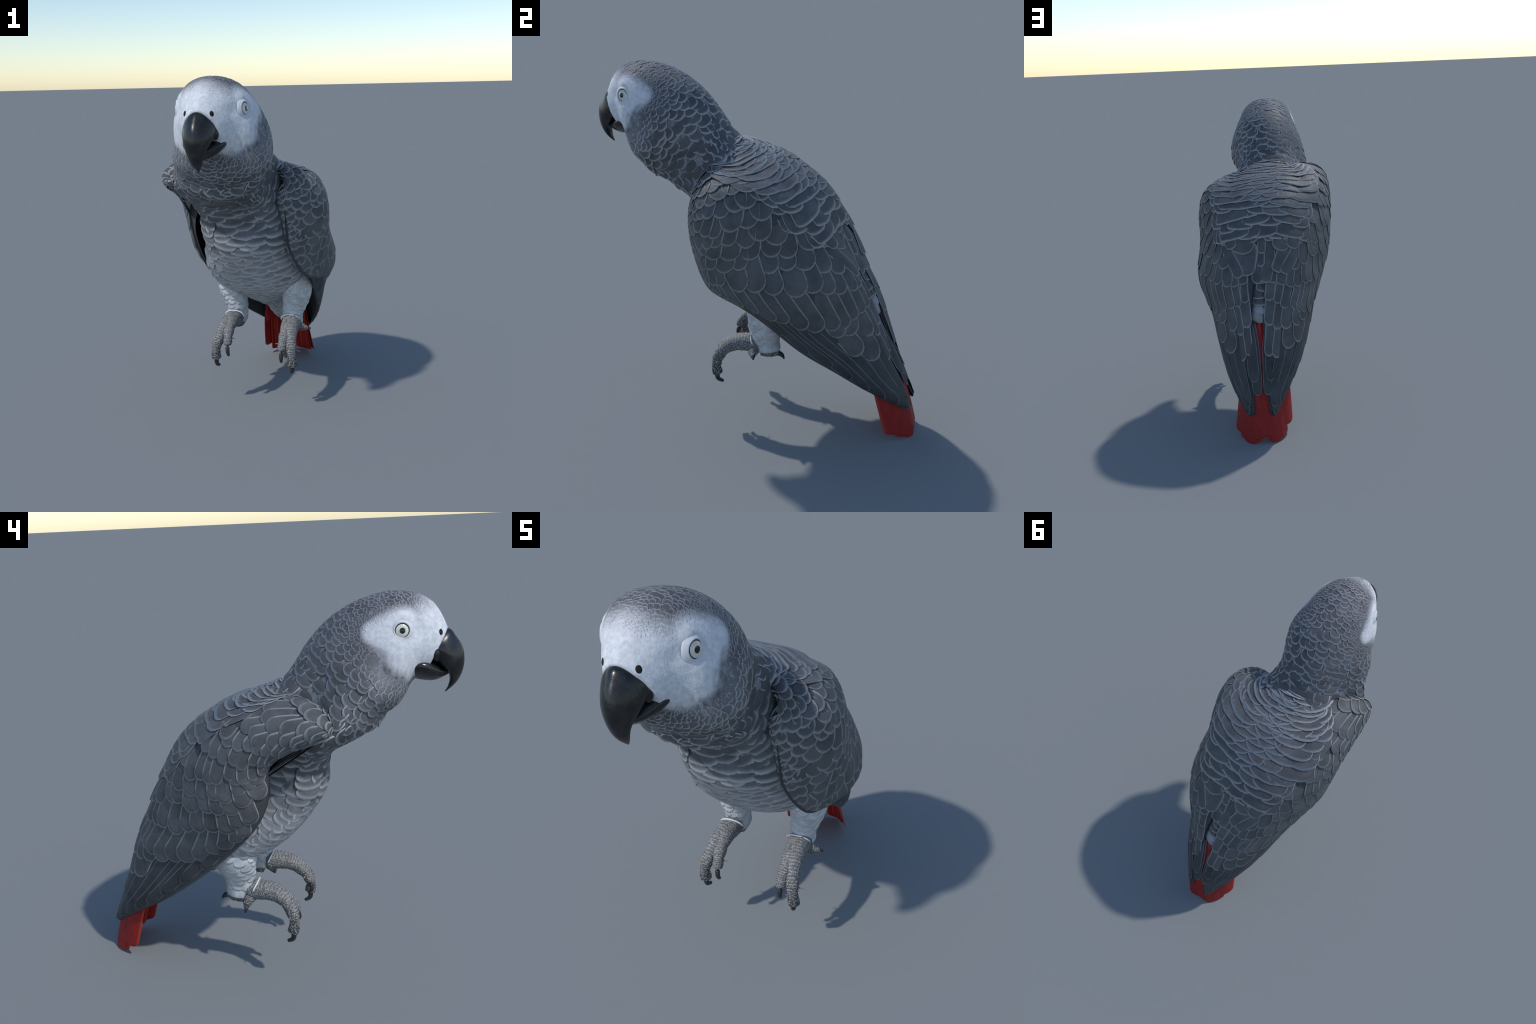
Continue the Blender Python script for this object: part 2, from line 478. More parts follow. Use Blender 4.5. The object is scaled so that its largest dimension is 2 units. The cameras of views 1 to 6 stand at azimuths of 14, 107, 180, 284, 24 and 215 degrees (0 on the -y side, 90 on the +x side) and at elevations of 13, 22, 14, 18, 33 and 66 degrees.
# the dome of the back, from the neck to the tip of the shoulder feathers:
# right edge, right half way, middle, left half way, left edge
MANTLE = [
    [(-.19, -.235, 1.548), (-.11, -.140, 1.592), (.00, -.110, 1.590), (.09, -.130, 1.570), (.160, -.205, 1.505)],
    [(-.29, -.140, 1.545), (-.13, -.025, 1.548), (.01, .005, 1.540), (.13, -.025, 1.530), (.255, -.135, 1.498)],
    [(-.325, .010, 1.497), (-.16, .105, 1.507), (.015, .145, 1.493), (.16, .100, 1.490), (.318, .005, 1.456)],
    [(-.315, .175, 1.408), (-.16, .253, 1.432), (.02, .278, 1.420), (.17, .250, 1.418), (.325, .165, 1.380)],
    [(-.270, .348, 1.268), (-.14, .394, 1.314), (.025, .397, 1.311), (.160, .362, 1.285), (.288, .312, 1.222)],
    [(-.20, .487, 1.102), (-.10, .515, 1.130), (.03, .515, 1.128), (.140, .480, 1.108), (.246, .442, 1.075)],
    [(-.11, .600, .965), (-.04, .606, .955), (.04, .600, .943), (.11, .598, .943), (.185, .590, .935)],
]
def wing_surface(rows, nu=90, nv=48):
    G = np.array(rows, float)
    u = np.linspace(0, len(rows) - 1, nu)
    a = spline(np.arange(len(rows)), G, u)
    v = np.linspace(0, G.shape[1] - 1, nv)
    return spline(np.arange(G.shape[1]), a.transpose(1, 0, 2), v).transpose(1, 0, 2)

def wing_shell(rows, side, thick=.030):
    G = wing_surface(rows); nu, nv = G.shape[:2]
    du = np.gradient(G, axis=0); dv = np.gradient(G, axis=1)
    N = unit(np.cross(du, dv)) * (1 if side > 0 else -1)
    if (N[..., 0] * side).mean() < 0:
        N = -N
    pu = np.sin(np.linspace(.06, 1, nu) * math.pi) ** .5; pv = np.sin(np.linspace(.08, .93, nv) * math.pi) ** .5
    inner = G - N * (thick * pu[:, None] * pv[None, :] + .004)[..., None]
    V = np.vstack([G.reshape(-1, 3), inner.reshape(-1, 3)])
    m = nu * nv
    fl = side > 0
    test = np.cross(G[nu // 2, nv // 2 + 1] - G[nu // 2, nv // 2], G[nu // 2 + 1, nv // 2] - G[nu // 2, nv // 2])
    flip = test[0] * side < 0
    F = grid_faces(nu, nv, flip=flip)
    outer_faces = [list(q) for q in F]
    F += [[i + m for i in q] for q in grid_faces(nu, nv, flip=not flip)]
    rim = [(i, 0) for i in range(nu)] + [(nu - 1, j) for j in range(1, nv)] + [(i, nv - 1) for i in range(nu - 2, -1, -1)] + [(0, j) for j in range(nv - 2, 0, -1)]
    ids = [i * nv + j for i, j in rim]
    for a, b in zip(ids, ids[1:] + ids[:1]):
        q = [a, b, b + m, a + m]
        F.append(q if flip else q[::-1])
    return V, F, G, outer_faces

# ------------------------------------------------------------------ guide surfaces
class Guide:
    """a surface given on a dense (u, v) grid; feathers are bent over it"""
    def __init__(self, G, ulim, vlim, outward):
        self.G = G; self.ulim = ulim; self.vlim = vlim
        du = np.gradient(G, axis=0); dv = np.gradient(G, axis=1)
        N = unit(np.cross(du, dv))
        ref = outward(G)
        if (N * ref).sum(-1).mean() < 0:
            N = -N
        self.N = N
        su = (ulim[1] - ulim[0]) / (G.shape[0] - 1); sv = (vlim[1] - vlim[0]) / (G.shape[1] - 1)
        self.Du = du / su; self.Dv = dv / sv
    def _look(self, A, u, v):
        nu, nv = self.G.shape[:2]
        x = np.clip((u - self.ulim[0]) / (self.ulim[1] - self.ulim[0]) * (nu - 1), 0, nu - 1.001)
        y = np.clip((v - self.vlim[0]) / (self.vlim[1] - self.vlim[0]) * (nv - 1), 0, nv - 1.001)
        i = x.astype(int); j = y.astype(int); a = (x - i)[..., None]; b = (y - j)[..., None]
        return A[i, j] * (1 - a) * (1 - b) + A[i + 1, j] * a * (1 - b) + A[i, j + 1] * (1 - a) * b + A[i + 1, j + 1] * a * b
    def pos(self, u, v):
        return self._look(self.G, u, v)
    def nor(self, u, v):
        return unit(self._look(self.N, u, v))
    def step(self, u, v, d):
        """the (du, dv) that moves by the 3D vector d along the surface"""
        a = self._look(self.Du, u, v); b = self._look(self.Dv, u, v)
        aa = (a * a).sum(-1); bb = (b * b).sum(-1); ab = (a * b).sum(-1)
        da = (a * d).sum(-1); db = (b * d).sum(-1)
        det = aa * bb - ab * ab + 1e-9
        return (da * bb - db * ab) / det, (db * aa - da * ab) / det

def away_from(c):
    return lambda G: G - np.asarray(c)

def ext_surface(rows, u0, u1, v0, v1, nu, nv):
    G = np.array(rows, float)
    a = spline(np.arange(len(rows)), G, np.linspace(u0, u1, nu))
    return spline(np.arange(G.shape[1]), a.transpose(1, 0, 2), np.linspace(v0, v1, nv)).transpose(1, 0, 2)

WING_GUIDE = {}
for side, rows in ((1, LEFT_WING), (-1, RIGHT_WING)):
    WING_GUIDE[side] = Guide(ext_surface(rows, -.5, 10.4, -.3, 3.35, 330, 150), (-.5, 10.4), (-.3 / 3, 3.35 / 3), away_from((.02, .15, .95)))
# the back's dome runs out on to the wings at both sides
WING_TREE = BVHTree.FromPolygons(*(lambda gs: ([Vector(p) for g in gs for p in g.reshape(-1, 3)], [[i + k * gs[0].shape[0] * gs[0].shape[1] for i in q] for k, g in enumerate(gs) for q in grid_faces(*g.shape[:2])]))([wing_surface(LEFT_WING), wing_surface(RIGHT_WING)]))
MEXT = ext_surface(MANTLE, -.3, 6.3, -.3, 4.3, 200, 150)
MEXT_V = np.linspace(-.3 / 4, 4.3 / 4, 150)
for j, v in enumerate(MEXT_V):
    k = float(smoothstep(.26, .04, min(v, 1 - v)))
    if k > 0:
        for i in range(200):
            loc, n, f, d = WING_TREE.find_nearest(Vector(MEXT[i, j]))
            if d < .09:
                MEXT[i, j] = MEXT[i, j] * (1 - k) + np.array(loc) * k
# and never lies under the wings
_du = np.gradient(MEXT, axis=0); _dv = np.gradient(MEXT, axis=1)
MN = unit(np.cross(_du, _dv)); MN *= np.sign((MN * (MEXT - np.array((.02, -.1, 1.0)))).sum())
for i in range(200):
    for j in range(150):
        p = MEXT[i, j]; n = MN[i, j]
        hit = WING_TREE.ray_cast(Vector(p - n * .01), Vector(n), .06)
        if hit[0] is not None:
            MEXT[i, j] = np.array(hit[0]) + n * .004
for it in range(6):
    MEXT[1:-1, 1:-1] = .5 * MEXT[1:-1, 1:-1] + .125 * (MEXT[2:, 1:-1] + MEXT[:-2, 1:-1] + MEXT[1:-1, 2:] + MEXT[1:-1, :-2])
MANTLE_GUIDE = Guide(MEXT, (-.3, 6.3), (-.3 / 4, 4.3 / 4), away_from((.02, -.1, 1.0)))

# ------------------------------------------------------------------ feathers
def vane_grid(ns, nt, tip, narrow=.5, blunt=2.0):
    """s along, t across, and where they lie: across (-.5..+.5), along (0..1)"""
    s = np.linspace(0, 1, ns); t = np.sin(np.linspace(-1, 1, nt) * math.pi / 2)
    S, T = np.meshgrid(s, t, indexing="ij")
    prof = narrow + (1 - narrow) * np.sin(np.clip(S / .55, 0, 1) * math.pi / 2)
    X = .5 * T * prof
    Y = S - tip * (1 - np.sqrt(np.maximum(1 - np.abs(T) ** blunt, 0))) * S ** .7
    return S, T, X, Y

def closed_sheet(top, normal, thick):
    """give a grid of points a lower side and an edge"""
    ns, nt = top.shape[:2]
    V = np.vstack([top.reshape(-1, 3), (top - normal * thick).reshape(-1, 3)])
    m = ns * nt
    F = grid_faces(ns, nt) + [[i + m for i in q][::-1] for q in grid_faces(ns, nt)]
    ring = [j for j in range(nt)] + [i * nt + nt - 1 for i in range(1, ns)] + [(ns - 1) * nt + j for j in range(nt - 2, -1, -1)] + [i * nt for i in range(ns - 2, 0, -1)]
    for a, b in zip(ring, ring[1:] + ring[:1]):
        F.append([b, a, a + m, b + m])
    # the upper side looks along the surface normal
    q = F[(ns // 2) * (nt - 1) + nt // 2]
    n = np.cross(V[q[2]] - V[q[0]], V[q[3]] - V[q[1]])
    if np.dot(n, np.asarray(normal).reshape(-1, 3)[q[0]]) < 0:
        F = [f[::-1] for f in F]
    return V, F

def feather_mesh(name, V, F, S, T, X, Y, W, L, mat):
    me = bpy.data.meshes.new(name)
    me.from_pydata(V.tolist(), [], F)
    me.polygons.foreach_set("use_smooth", np.ones(len(F), bool))
    idx = np.empty(len(me.loops), np.int32); me.loops.foreach_get("vertex_index", idx)
    n = S.size
    edge = np.stack([(1 - np.abs(T)) * W * .5, (1 - S) * L], -1).reshape(-1, 2)
    vane = np.stack([T, S], -1).reshape(-1, 2)
    for nm, data in (("edge", edge), ("vane", vane)):
        layer = me.uv_layers.new(name=nm)
        layer.data.foreach_set("uv", np.vstack([data, data]).astype(np.float32)[idx].ravel())
    me.materials.append(mat)
    return me

def bent_feather(guide, root, tip, W, lift=(.001, .010), lean=.0, tipround=.3, camber=.004, thick=.0022, ns=12, nt=9, narrow=.55, mat=None, name="feather", blunt=2.0, shift=(0, 0, 0)):
    """a feather bent over a guide surface from root (u, v) to tip (u, v)"""
    S, T, X, Y = vane_grid(ns, nt, 0.0, narrow, blunt)
    r = np.asarray(root, float); q = np.asarray(tip, float)
    sl = np.linspace(0, 1, 12)
    line = guide.pos(r[0] + (q[0] - r[0]) * sl, r[1] + (q[1] - r[1]) * sl)
    L = np.linalg.norm(np.diff(line, axis=0), axis=1).sum()
    back = min(tipround * W / max(L, 1e-3), .6)
    S, T, X, Y = vane_grid(ns, nt, back, narrow, blunt)
    u = r[0] + (q[0] - r[0]) * Y; v = r[1] + (q[1] - r[1]) * Y
    p0 = guide.pos(u, v); n0 = guide.nor(u, v)
    e = 1e-2
    along = unit(guide.pos(u + (q[0] - r[0]) * e, v + (q[1] - r[1]) * e) - p0)
    side = np.cross(along, n0)
    d = side * (X * W)[..., None]
    du, dv = guide.step(u, v, d)
    P = guide.pos(u + du, v + dv); N = guide.nor(u + du, v + dv)
    h = lift[0] + (lift[1] - lift[0]) * S + camber * (1 - T * T) * np.sin(np.clip(S * 1.2, 0, 1) * math.pi / 2) + lean * T * (.3 + .7 * S)
    top = P + N * h[..., None] + np.asarray(shift, float) * (S[..., None] * .8 + .2)
    V, F = closed_sheet(top, N, thick)
    return feather_mesh(name, V, F, S, T, X, Y, W, L, mat)

# ------------------------------------------------------------------ the thing and its body parts
parrot = new_object("grey_parrot", None)
parrot["label"] = "grey parrot with scalloped plumage, white face, black hooked beak, red tail"
parrot["category"] = "parrot"

EYES = {}
for side, p in ((1, (.144, -.687, 1.837)), (-1, (-.221, -.680, 1.845))):
    loc, n = SKIN.at(p)
    EYES[side] = (loc, unit(np.array((side * .95, -.28, .12))))
NOSTRILS = {1: np.array((.024, -.846, 1.819)), -1: np.array((-.116, -.842, 1.823))}

# soft modelling of the face: brow, hollow before the eye, eye ring, nostril swellings, cheek ruff
def bulge(c, r, h):
    d = np.linalg.norm(SKIN.v - np.asarray(c), axis=1)
    SKIN.v += SKIN.n * (h * np.exp(-(d / r) ** 2))[:, None]
for side in (1, -1):
    loc, n = EYES[side]
    bulge(loc + (0, -.012, .056), .026, .012)
    bulge(loc + (0, .02, -.052), .024, .005)
    bulge(loc + (side * -.03, -.075, .0), .035, -.008)
    bulge(loc, .045, -.007)
    bulge(NOSTRILS[side], .028, .004)
    bulge(loc + (0, .01, -.10), .05, .006)

def skin_part(name, s0, s1, parent):
    """a band of the one smooth skin, keeping the whole body's normals"""
    r0, r1 = (int(np.searchsorted(S_GRID, s)) for s in (s0, s1))
    keep = [f for f in SKIN.f if r0 * AROUND <= min(f) and max(f) < (r1 + 1) * AROUND]
    if s0 <= 0:
        keep += [f for f in SKIN.f if front_c in f]
    if s1 >= NS - 1:
        keep += [f for f in SKIN.f if front_c + 1 in f]
    used = np.unique(np.concatenate([np.array(f) for f in keep])); new = {int(o): i for i, o in enumerate(used)}
    me = mesh_from(name, SKIN.v[used], [[new[i] for i in f] for f in keep])
    me.normals_split_custom_set_from_vertices([tuple(x) for x in BODY_N[used]])
    return new_object(name, me, parent, MAT_SKIN)
SKIN_NOW = Surface(SKIN.v, SKIN.f)
BODY_N = SKIN_NOW.n
if (BODY_N * SKIN.n).sum() < 0:
    BODY_N = -BODY_N
head = skin_part("head", 0, 4.6, parrot)
neck = skin_part("neck", 4.6, 8.0, parrot)
torso = skin_part("torso", 8.0, NS - 1, parrot)

def filled_shell(rows, side):
    """the wing's body: outer side from the rows, inner side reaching in to the flank near the shoulder"""
    V, F, G, OF = wing_shell(rows, side)
    nu, nv = G.shape[:2]; m = nu * nv
    for i in range(nu):
        u = i / (nu - 1) * (len(rows) - 1)
        k = float(1 - smoothstep(1.6, 3.6, u))
        if k <= 0:
            continue
        for j in range(nv):
            loc, n = SKIN.at(V[i * nv + j])
            gap = np.linalg.norm(loc - V[i * nv + j])
            inner = V[m + i * nv + j]
            if gap < .2:
                V[m + i * nv + j] = inner * (1 - k) + (loc - n * .01) * k
    return V, F, G, OF
WING = {}
COVER_V, COVER_F = [], []
def add_cover(G):
    n = sum(len(v) for v in COVER_V)
    COVER_V.append(G.reshape(-1, 3)); COVER_F.extend([[i + n for i in q] for q in grid_faces(*G.shape[:2])])
for side, rows in ((1, LEFT_WING), (-1, RIGHT_WING)):
    V, F, G, OF = filled_shell(rows, side)
    WING[side] = new_object("wing", mesh_from("wing", V, F), parrot, MAT_WING)
    add_cover(G)
mu, mvv = np.meshgrid(np.linspace(0, 6, 80), np.linspace(.02, .98, 60), indexing="ij")
MG = MANTLE_GUIDE.pos(mu, mvv) - MANTLE_GUIDE.nor(mu, mvv) * .006
mv, mf = closed_sheet(MG, MANTLE_GUIDE.nor(mu, mvv), .012)
mantle = new_object("mantle", mesh_from("mantle", mv, mf), parrot, MAT_WING)
add_cover(MG)
COVER = BVHTree.FromPolygons([Vector(p) for p in np.vstack(COVER_V)], COVER_F)

# ------------------------------------------------------------------ wing feathers
def along_row(points, n):
    """n places spread evenly along a row given by a few (u, v) points"""
    p = np.asarray(points, float)
    k = np.concatenate([[0], np.cumsum(np.hypot(np.diff(p[:, 0]) * .12, np.diff(p[:, 1]) * .45))])
    return spline(k / k[-1], p, np.linspace(0, 1, n))

# rows of the folded wing, from the lower front edge to the back:
# tips as (u, v) on the wing, how far up the roots lie (du, dv) at both ends, count, overlap
WING_ROWS = [
    ("covert_feather", [(.35, .95), (.55, .70), (.65, .50), (.60, .30)], (.50, .06), (.45, .06), 6, 1.6),
    ("covert_feather", [(.75, .94), (1.00, .72), (1.20, .52), (1.15, .35), (1.10, .22)], (.50, .08), (.45, .08), 7, 1.5),
    ("covert_feather", [(1.15, .93), (1.50, .72), (1.75, .55), (1.72, .40), (1.62, .24)], (.42, .10), (.42, .09), 8, 1.5),
    ("covert_feather", [(1.50, .96), (1.85, .75), (2.17, .557), (2.20, .403), (2.15, .25)], (.45, .10), (.50, .10), 9, 1.45),
    ("covert_feather", [(1.85, .97), (2.20, .74), (2.55, .60), (2.74, .51), (2.80, .39), (2.80, .27)], (.48, .12), (.55, .09), 10, 1.45),
    ("covert_feather", [(2.20, .98), (2.60, .76), (2.95, .62), (3.20, .49), (3.40, .36), (3.45, .25)], (.55, .13), (.60, .08), 10, 1.4),
    ("covert_feather", [(2.60, .98), (2.98, .79), (3.32, .64), (3.70, .545), (3.95, .44), (4.02, .30)], (.62, .14), (.66, .075), 11, 1.4),
    ("covert_feather", [(2.95, .99), (3.35, .80), (3.75, .664), (4.10, .58), (4.40, .46), (4.62, .35), (4.85, .20), (4.90, .11)], (.80, .16), (.75, .05), 12, 1.35),
    ("covert_feather", [(3.40, .99), (3.80, .80), (4.21, .66), (4.60, .55), (4.92, .44), (5.35, .36), (5.55, .19), (5.6, .11)], (.95, .16), (.90, .0), 12, 1.35),
    ("covert_feather", [(4.00, .99), (4.45, .82), (4.80, .70), (5.15, .63), (5.45, .53), (5.85, .41), (6.15, .24), (6.2, .11)], (1.20, .20), (1.15, -.01), 13, 1.3),
    ("secondary_feather", [(4.55, 1.0), (5.30, .95), (5.95, .86), (6.35, .78), (6.62, .70), (6.83, .61), (6.94, .50), (6.97, .37), (6.95, .22), (6.9, .11)], (2.0, .27), (1.9, .0), 14, 1.35),
    ("tertial_feather", [(7.15, .60), (7.45, .47), (7.69, .34), (7.80, .17), (7.7, .11)], (1.9, .08), (1.8, -.03), 5, 1.35),
    ("tertial_feather", [(7.85, .62), (8.20, .47), (8.50, .25), (8.5, .11)], (1.8, .09), (1.8, -.04), 4, 1.35),
]
PRIMARIES = [((5.7, .94), (3.4, .78)), ((6.5, .94), (3.7, .80)), ((7.2, .93), (4.0, .78)), ((7.85, .92), (4.3, .75)), ((8.45, .92), (4.6, .72)), ((8.95, .90), (4.9, .68)), ((9.35, .84), (5.2, .62)), ((9.65, .72), (5.5, .56)), ((9.95, .53), (5.8, .48)), ((9.75, .33), (6.0, .38))]

def place(mesh, name, parent):
    o = bpy.data.objects.new(name, mesh)
    SCENE.collection.objects.link(o)
    o.parent = parent
    return o

for side in (1, -1):
    g = WING_GUIDE[side]; parent = WING[side]
    def put(root, tip, W, mat, name, **k):
        place(bent_feather(g, root, tip, W, mat=mat, name=name, **k), name, parent)
    for i, (tip, root) in enumerate(PRIMARIES):
        put(root, tip, .062, MAT_FLIGHT, "primary_feather", lift=(-.013 + .0009 * i, .0035 + .0006 * i), lean=.002 * -side, tipround=1.2, camber=.003, ns=22, nt=9)
    for row, (kind, tips, d0, d1, n, overlap) in reversed(list(enumerate(WING_ROWS))):
        places = along_row(tips, n)
        gap = np.linalg.norm(np.gradient(g.pos(places[:, 0], places[:, 1]), axis=0), axis=1)
        for i, (u, v) in enumerate(places):
            f = i / (n - 1)
            du = (d0[0] + (d1[0] - d0[0]) * f) * rng.uniform(.95, 1.08); dv = d0[1] + (d1[1] - d0[1]) * f
            v = min(v, 1.0) * .955 if v > .5 else v
            if side < 0 and row < 4:
                du *= 1.5; dv = -.10
            u += rng.normal(0, .055); v += rng.normal(0, .008)
            W = np.clip(gap[i] * overlap * .92, .035, .115) * rng.uniform(.90, 1.12)
            long = kind != "covert_feather"
            put((u - du, v - dv), (u, v), W, MAT_COVERT, kind, lift=(-.004, .004 + rng.uniform(0, .002)), lean=-.0022 * side,
                tipround=.58, camber=.0028, ns=18 if long else 12, nt=9, blunt=2.0, thick=.0016)

# the fleshy front edge of each wing, rounding in from the edge to the breast
for side, rows, u_end in ((1, LEFT_WING, 5.0), (-1, RIGHT_WING, 2.7)):
    us = np.linspace(0, u_end, 60); ws = np.linspace(-.25, 1, 26)
    edge = WING_GUIDE[side].pos(us, np.full(60, .97)); into = WING_GUIDE[side].pos(us, np.full(60, .90))
    G = np.zeros((60, 26, 3))
    for i, u in enumerate(us):
        loc, n = SKIN.at(edge[i])
        fade = float(smoothstep(u_end, u_end - (1.6 if side > 0 else 1.0), u))
        foot = edge[i] + (loc + n * .012 - edge[i]) * ((.35 if side > 0 else .05) + (.65 if side > 0 else .95) * fade)
        out = unit(edge[i] - into[i])
        for j, w in enumerate(ws):
            k = max(w, 0)
            base = edge[i] + (foot - edge[i]) * k if w >= 0 else edge[i] + (into[i] - edge[i]) * (-w / .25)
            G[i, j] = base + out * ((.020 if side > 0 else .004) * math.sin(math.pi * min(k, 1) ** .7)) * fade
    for it in range(4 if side > 0 else 8):
        G[1:-1, 1:-1] = .5 * G[1:-1, 1:-1] + .125 * (G[2:, 1:-1] + G[:-2, 1:-1] + G[1:-1, 2:] + G[1:-1, :-2])
    g = Guide(G, (0, u_end), (0, 1), lambda A: np.broadcast_to(np.array((side * .3, -1, 0)), A.shape))
    gu, gv = np.meshgrid(np.linspace(0, u_end, 60), np.linspace(0, 1, 26), indexing="ij")
    v_, f_ = closed_sheet(g.pos(gu, gv) - g.nor(gu, gv) * .003, g.nor(gu, gv), .006)
    front = new_object("wing_front", mesh_from("wing_front", v_, f_), WING[side], MAT_WING)
    for k, u in enumerate(np.arange(.35, u_end + .01, .30)):
        for w in ((.16, .33, .50, .67, .84) if k % 2 else (.08, .25, .42, .59, .76, .92)):
            place(bent_feather(g, (max(u - .75, 0), w + .05), (u + rng.normal(0, .03), w), .058 * rng.uniform(.9, 1.15), lift=(-.001, .006), tipround=.55, camber=.003, thick=.0016, ns=9, nt=7, mat=MAT_COVERT, name="covert_feather"), "covert_feather", front)

# ------------------------------------------------------------------ mantle and shoulder feathers
ROWS_M = np.concatenate([np.arange(.10, 2.0, .30), np.arange(2.0, 4.95, .34)])
for k, m in enumerate(ROWS_M):
    n = 5 if m < 1 else 6
    shift = .5 * (k % 2)
    span = np.linalg.norm(np.diff(MANTLE_GUIDE.pos(np.full(30, m), np.linspace(0, 1, 30)), axis=0), axis=1).sum()
    for i in range(n + (k % 2)):
        v = (i + .5 - shift) / n + rng.normal(0, .012)
        if not -.03 < v < 1.03:
            continue
        rim_k = float(smoothstep(.0, .20, min(v, 1 - v)))
        W = span / n * rng.uniform(1.7, 2.5) * (.62 + .38 * rim_k)
        v += (1 - rim_k) * rng.normal(0, .03)
        u = m + rng.normal(0, .035) 
        L = (.95 if m < 2 else 1.05) * rng.uniform(.9, 1.1)
        lean_v = (v - .5) * (.10 + .16 * (1 - rim_k))
        mesh = bent_feather(MANTLE_GUIDE, (max(u - L, -.3), v - lean_v), (u, v), W, lift=(-.006, .0015 + .0055 * rim_k + rng.uniform(0, .003)), lean=(.002 if rim_k > .5 else -.002) * (1 if v < .5 else -1), tipround=.20 + .25 * (1 - rim_k), camber=.003, thick=.0016, ns=11, nt=11, narrow=.7, mat=MAT_MANTLE, name="mantle_feather", blunt=2.4)
        place(mesh, "mantle_feather", mantle)
SCAPULARS = [((5.05, .12), .085, 1.3), ((5.15, .27), .115, 1.5), ((4.85, .42), .070, 1.1), ((4.75, .52), .060, .9), ((4.85, .60), .065, 1.1), ((5.2, .75), .115, 1.5), ((5.0, .90), .085, 1.3),
             ((5.95, .05), .07, 1.4), ((5.85, .22), .085, 1.5), ((6.15, .40), .075, 1.6), ((5.2, .50), .055, .8), ((5.6, .51), .05, .8), ((6.15, .58), .075, 1.6), ((5.9, .78), .085, 1.5), ((5.95, .95), .07, 1.4)]
for (u, v), W, L in SCAPULARS:
    mesh = bent_feather(MANTLE_GUIDE, (u - L, v + (v - .5) * .06), (u, v), W, lift=(-.006, .007), lean=.002 * (1 if v < .5 else -1), tipround=.5, camber=.005, ns=14, nt=9, mat=MAT_COVERT, name="scapular_feather")
    place(mesh, "scapular_feather", mantle)

# ------------------------------------------------------------------ small body feathers, laid like tiles
def prototypes(kind, mat, n_long=3, n_wide=3, tip=.42, ns=8, nt=9):
    """a set of small feathers, more and less bent along and across (unit length and width)"""
    out = []
    for a in range(n_long):
        for b in range(n_wide):
            S, T, X, Y = vane_grid(ns, nt, tip, .7, 2.2)
            z = -.055 * (a + 1) * (Y - .45) ** 2 - (.12 + .09 * b) * X ** 2 + .035 * np.sin(Y * math.pi)
            top = np.stack([X, Y, z], -1)
            V, F = closed_sheet(top, np.broadcast_to((0, 0, 1.0), top.shape), .05)
            out.append((V, F, feather_mesh(kind, V, F, S, T, X, Y, .055, .055, mat)))
    return out

def size_at(p, s):
    """how wide a feather shows, how much of its length shows, and how much it stands off"""
    y, z = p[..., 1], p[..., 2]
    wide = spline([0, 1, 2, 3, 4.5, 6, 7.5, 9, 11, 13, 15, 18], [.012, .015, .024, .031, .042, .054, .065, .085, .085, .070, .055, .045], s)
    show = spline([0, 1, 2, 3, 4.5, 6, 7.5, 9, 11, 13, 15, 18], [.012, .014, .019, .024, .030, .034, .038, .040, .038, .036, .034, .034], s)
    q = np.stack([np.abs(p[..., 0] + .04), y, z], -1)
    d = np.minimum(np.linalg.norm(q - (.17, -.70, 1.77), axis=-1), np.minimum(np.linalg.norm(q - (.06, -.82, 1.84), axis=-1) + .03, np.linalg.norm(q - (.195, -.58, 1.845), axis=-1) + .05))
    k = smoothstep(.09, .30, d)
    return .008 + (wide - .008) * k, .009 + (show - .009) * k

SKIN_GUIDE_S = np.linspace(0.0, NS - 1, 260)
SKIN_GUIDE_T = np.linspace(-math.pi - .3, math.pi + .3, 220)
gs, gt = np.meshgrid(SKIN_GUIDE_S, SKIN_GUIDE_T, indexing="ij")
SKIN_GUIDE = Guide(skin_point(gs, gt), (0, NS - 1), (-math.pi - .3, math.pi + .3), lambda G: G - np.stack([mid_x(G.mean(1)[:, 1]), *(G.mean(1)[:, 1:].T)], -1)[:, None])

def in_spots(p, spots, grow=1.0):
    q = np.stack([np.abs(p[..., 0] + .04), p[..., 1], p[..., 2]], -1)
    return np.min([(np.linalg.norm(q - np.array(c), axis=-1) - r0) / (r1 - r0) for c, r0, r1 in spots], axis=0) < grow

